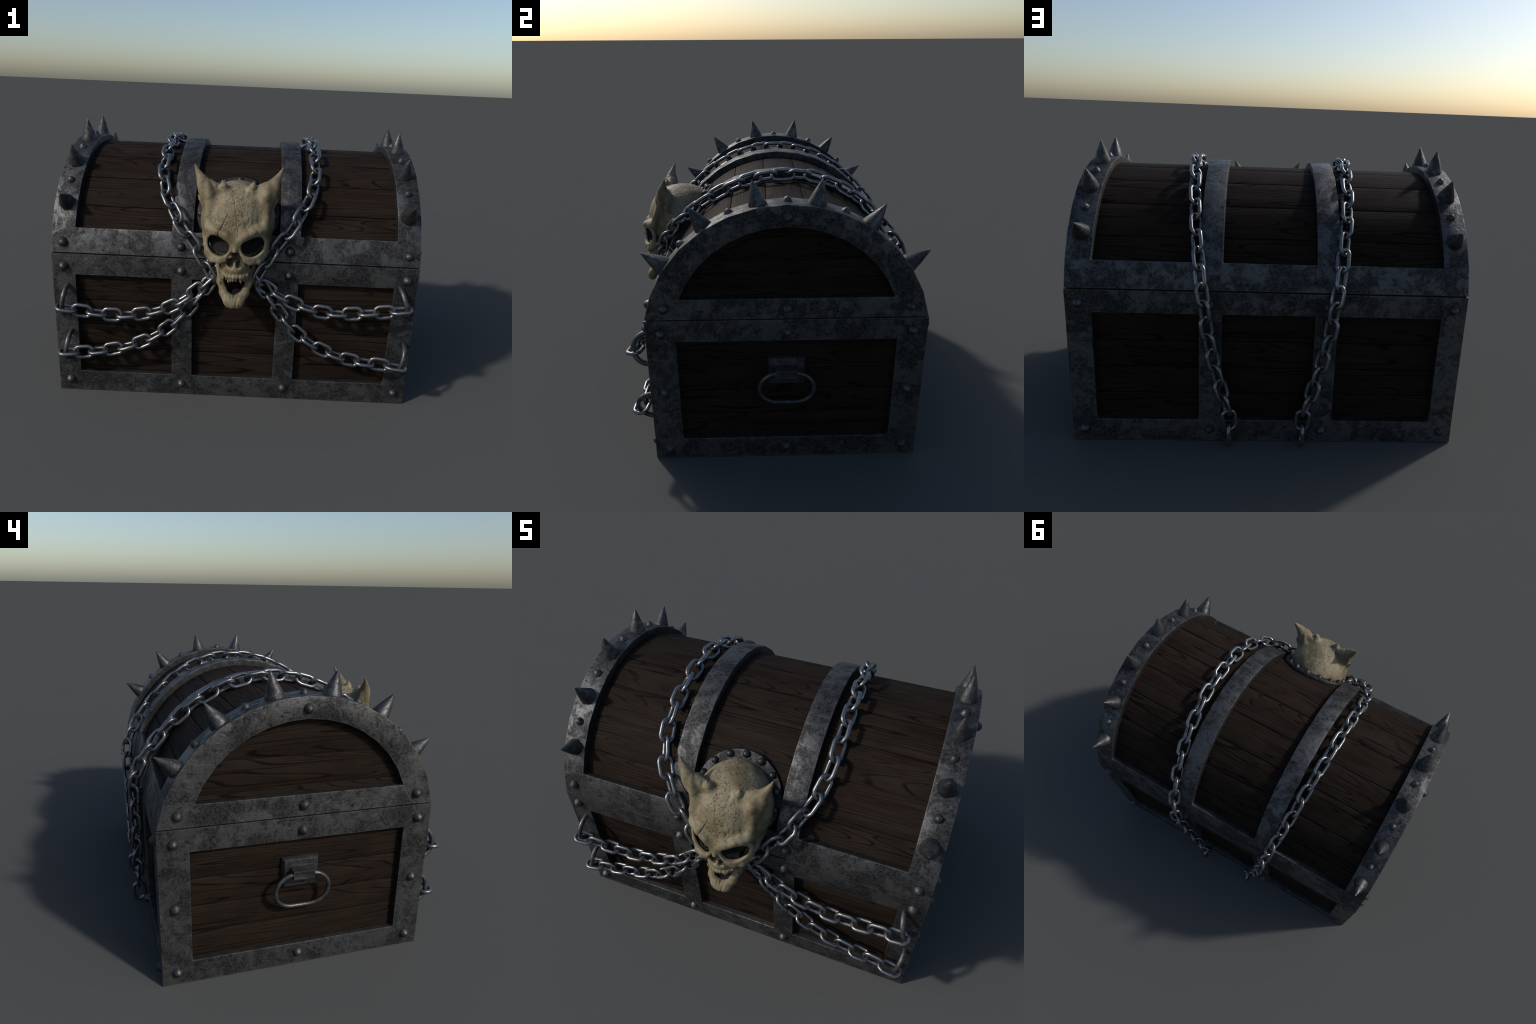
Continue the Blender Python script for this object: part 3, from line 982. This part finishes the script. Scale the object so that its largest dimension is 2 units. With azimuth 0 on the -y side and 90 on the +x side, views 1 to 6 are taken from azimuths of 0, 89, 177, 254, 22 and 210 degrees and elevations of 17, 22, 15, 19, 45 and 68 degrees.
def surface_net(sdf, lo, hi, h):
    """Quad mesh of sdf = 0 on a regular grid, evaluated only near the surface."""
    lo, hi = np.array(lo), np.array(hi)
    B = 6
    n = (np.ceil((hi - lo) / h / B).astype(int)) * B + 1
    nb = (n - 1) // B
    cg = [lo[a] + h * B * np.arange(nb[a] + 1) for a in range(3)]
    C = np.stack(np.meshgrid(*cg, indexing="ij"), -1).reshape(-1, 3)
    cv = sdf(C).reshape(nb + 1)
    F = np.repeat(np.repeat(np.repeat(cv, B, 0), B, 1), B, 2)[: n[0], : n[1], : n[2]]
    F = np.where(F > 0, 1.0, -1.0)
    near = np.abs(cv) < h * B * 1.9
    blk = np.zeros(nb, bool)
    for dx in (0, 1):
        for dy in (0, 1):
            for dz in (0, 1):
                blk |= near[dx: dx + nb[0], dy: dy + nb[1], dz: dz + nb[2]]
    mask = np.zeros(n, bool)
    for i, j, k in np.argwhere(blk):
        mask[i * B: i * B + B + 1, j * B: j * B + B + 1, k * B: k * B + B + 1] = True
    idx = np.argwhere(mask)
    F[mask] = sdf(lo + h * idx)
    S = F < 0
    m = n - 1
    cross = np.zeros(m, bool)
    cnt = np.zeros(m)
    pos = np.zeros((*m, 3))
    corners = [(a, b, c) for a in (0, 1) for b in (0, 1) for c in (0, 1)]
    sl = lambda o: tuple(slice(o[a], o[a] + m[a]) for a in range(3))
    for a in corners:
        for ax in range(3):
            if a[ax] == 0:
                b = tuple(v + (1 if k == ax else 0) for k, v in enumerate(a))
                fa, fb = F[sl(a)], F[sl(b)]
                ch = (fa < 0) != (fb < 0)
                t = np.where(ch, fa / np.where(ch, fa - fb, 1), 0)
                for k in range(3):
                    pos[..., k] += np.where(ch, a[k] + (t if k == ax else 0), 0)
                cnt += ch
    cross = cnt > 0
    ids = np.full(m, -1)
    ids[cross] = np.arange(cross.sum())
    cell = np.argwhere(cross)
    V = lo + h * (cell + pos[cross] / cnt[cross][:, None])
    quads = []
    for ax in range(3):
        o1, o2 = [k for k in range(3) if k != ax]
        A = [slice(0, m[k]) if k == ax else slice(1, m[k]) for k in range(3)]
        nxt = list(A)
        nxt[ax] = slice(1, m[ax] + 1)
        s0, s1 = S[tuple(A)], S[tuple(nxt)]
        for flag, e in ((s0 & ~s1, 0), (~s0 & s1, 1)):
            w = np.argwhere(flag)
            if not len(w):
                continue
            for k in range(3):
                if k != ax:
                    w[:, k] += 1
            q = []
            for d1, d2 in ((0, 0), (1, 0), (1, 1), (0, 1)):
                c = w.copy()
                c[:, o1] -= d1
                c[:, o2] -= d2
                q.append(ids[c[:, 0], c[:, 1], c[:, 2]])
            q = np.stack(q, 1)
            if (ax == 1) != (e == 1):
                q = q[:, ::-1]
            quads.append(q)
    Q = np.concatenate(quads)
    Q = Q[(Q >= 0).all(1)]
    # settle the vertices on the surface
    e = h * 0.4
    for _ in range(2):
        g = np.stack([(sdf(V + d) - sdf(V - d)) / (2 * e) for d in np.eye(3) * e], 1)
        L = np.linalg.norm(g, axis=1, keepdims=True) + 1e-9
        f = sdf(V)[:, None]
        V = V - np.clip(0.8 * f / np.maximum(L, 0.4), -h * 0.7, h * 0.7) * g / L
    # light relaxation keeps the quads even
    return V, Q


def split_body(V, Q, region, specs):
    """Cut one smooth surface into parts: region gives a part number per face."""
    full = bpy.data.meshes.new("whole")
    full.from_pydata(V.tolist(), [], Q.tolist())
    full.validate()
    full.polygons.foreach_set("use_smooth", [True] * len(full.polygons))
    full.update()
    N = np.zeros(len(full.vertices) * 3)
    full.vertices.foreach_get("normal", N)
    N = N.reshape(-1, 3)
    out = []
    for part, (name, mat) in specs.items():
        f = Q[region == part]
        if not len(f):
            continue
        used, inv = np.unique(f, return_inverse=True)
        me = bpy.data.meshes.new(name)
        me.from_pydata(V[used].tolist(), [], inv.reshape(f.shape).tolist())
        me.polygons.foreach_set("use_smooth", [True] * len(me.polygons))
        me.materials.append(mat)
        me.update()
        me.normals_split_custom_set_from_vertices(N[used].tolist())
        out.append((name, me))
    bpy.data.meshes.remove(full)
    return out


# cranium
V, Q = surface_net(cranium_sdf, (-0.246, -0.81, 0.70), (0.246, -0.30, 1.30), 0.0036)
cen = V[Q].mean(1)
q = to_face(cen)
region = np.zeros(len(Q), int)
horn_d = tube(q, *HORN, k=0.006)
side = cen[:, 0] > 0
region[(horn_d < 0.006) & (q[:, 2] > 1.150) & (q[:, 0] > 0.105)] = 1
let = (tube(q, *HORNLET) < 0.006) & (q[:, 2] > 1.188) & (region == 0)
region[let] = 3
spur = (tube(q, *SPUR) < 0.005) & (q[:, 2] > 1.098) & (q[:, 0] > 0.183) & (region == 0)
region[spur] = 5
region = np.where((region > 0) & side, region + 1, region)
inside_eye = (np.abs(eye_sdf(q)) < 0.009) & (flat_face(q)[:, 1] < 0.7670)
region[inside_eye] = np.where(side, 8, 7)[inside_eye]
inside_nose = (np.abs(nose_sdf(q)) < 0.005) & (q[:, 1] < 0.762)
region[inside_nose] = 9
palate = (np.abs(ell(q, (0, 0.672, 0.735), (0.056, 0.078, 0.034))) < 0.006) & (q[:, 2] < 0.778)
region[palate] = 10  # palate: same black, mouth shadow and dark texture put into the colour
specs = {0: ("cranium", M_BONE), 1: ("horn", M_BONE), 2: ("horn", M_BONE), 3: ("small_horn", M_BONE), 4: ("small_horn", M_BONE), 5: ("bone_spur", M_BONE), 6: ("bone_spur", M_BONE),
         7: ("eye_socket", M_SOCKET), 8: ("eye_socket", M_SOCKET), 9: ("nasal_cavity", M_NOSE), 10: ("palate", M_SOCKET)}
skull = None
for name, me in split_body(V, Q, region, specs):
    o = bpy.data.objects.new(name, me)
    if name == "cranium":
        skull = add(o, chest)
    else:
        add(o, skull)

# lower jaw
V, Q = surface_net(jaw_sdf, (-0.13, -0.80, 0.575), (0.13, -0.60, 0.84), 0.0032)
cen = V[Q].mean(1)
q = to_face(cen)
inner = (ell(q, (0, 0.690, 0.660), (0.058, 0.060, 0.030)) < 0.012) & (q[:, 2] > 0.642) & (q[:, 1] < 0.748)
for name, me in split_body(V, Q, inner.astype(int), {0: ("jaw", M_BONE), 1: ("mouth_floor", M_SOCKET)}):  # mouth floor blackened: the open mouth's shadow and dark texture go into its colour
    add(bpy.data.objects.new(name, me), skull)


# teeth
def tooth(length, r, name):
    return lathe([(r * 0.95, -0.012), (r, 0.0), (r * 0.92, length * 0.35), (r * 0.66, length * 0.7), (r * 0.22, length * 0.94), (0, length)], 8, name, M_TOOTH, 180)


incisor, fang, canine = tooth(0.0165, 0.0056, "tooth"), tooth(0.0235, 0.0062, "tooth"), tooth(0.034, 0.0080, "tooth")


def tooth_at(mesh, pos, direction, flat=0.75, roll=0.0):
    m = frame_matrix(pos, (1, 0, 0), direction) @ Matrix.Diagonal((1, flat, 1, 1))
    place(mesh, "tooth", m, skull)


arc_up = [(6, 0.768, incisor), (18, 0.766, incisor), (29, 0.761, fang), (39, 0.753, incisor), (48, 0.743, incisor), (56, 0.731, incisor), (63, 0.716, fang), (68, 0.699, incisor)]
for s in (-1, 1):
    for x, f, me in arc_up:
        if (s > 0 and x == 18) or (s < 0 and x == 48):
            continue
        tooth_at(me, (s * x / 1000, -f, 0.747 + random.uniform(-0.004, 0.005)), (s * 0.12 + random.uniform(-0.1, 0.1), 0.10, -1))
    tooth_at(canine, (s * 0.071, -0.722, 0.690), (s * 0.34, -0.14, 1))
    for x, f, z in ((6, 0.768, 0.642), (17, 0.766, 0.642), (28, 0.761, 0.644), (39, 0.754, 0.649), (50, 0.744, 0.658)):
        tooth_at(incisor, (s * x / 1000, -f + 0.002, z - 0.013), (s * 0.1, -0.02, 1), 0.7)

# nothing but the chest stays in the scene
for me in [m for m in bpy.data.meshes if m.users == 0]:
    bpy.data.meshes.remove(me)
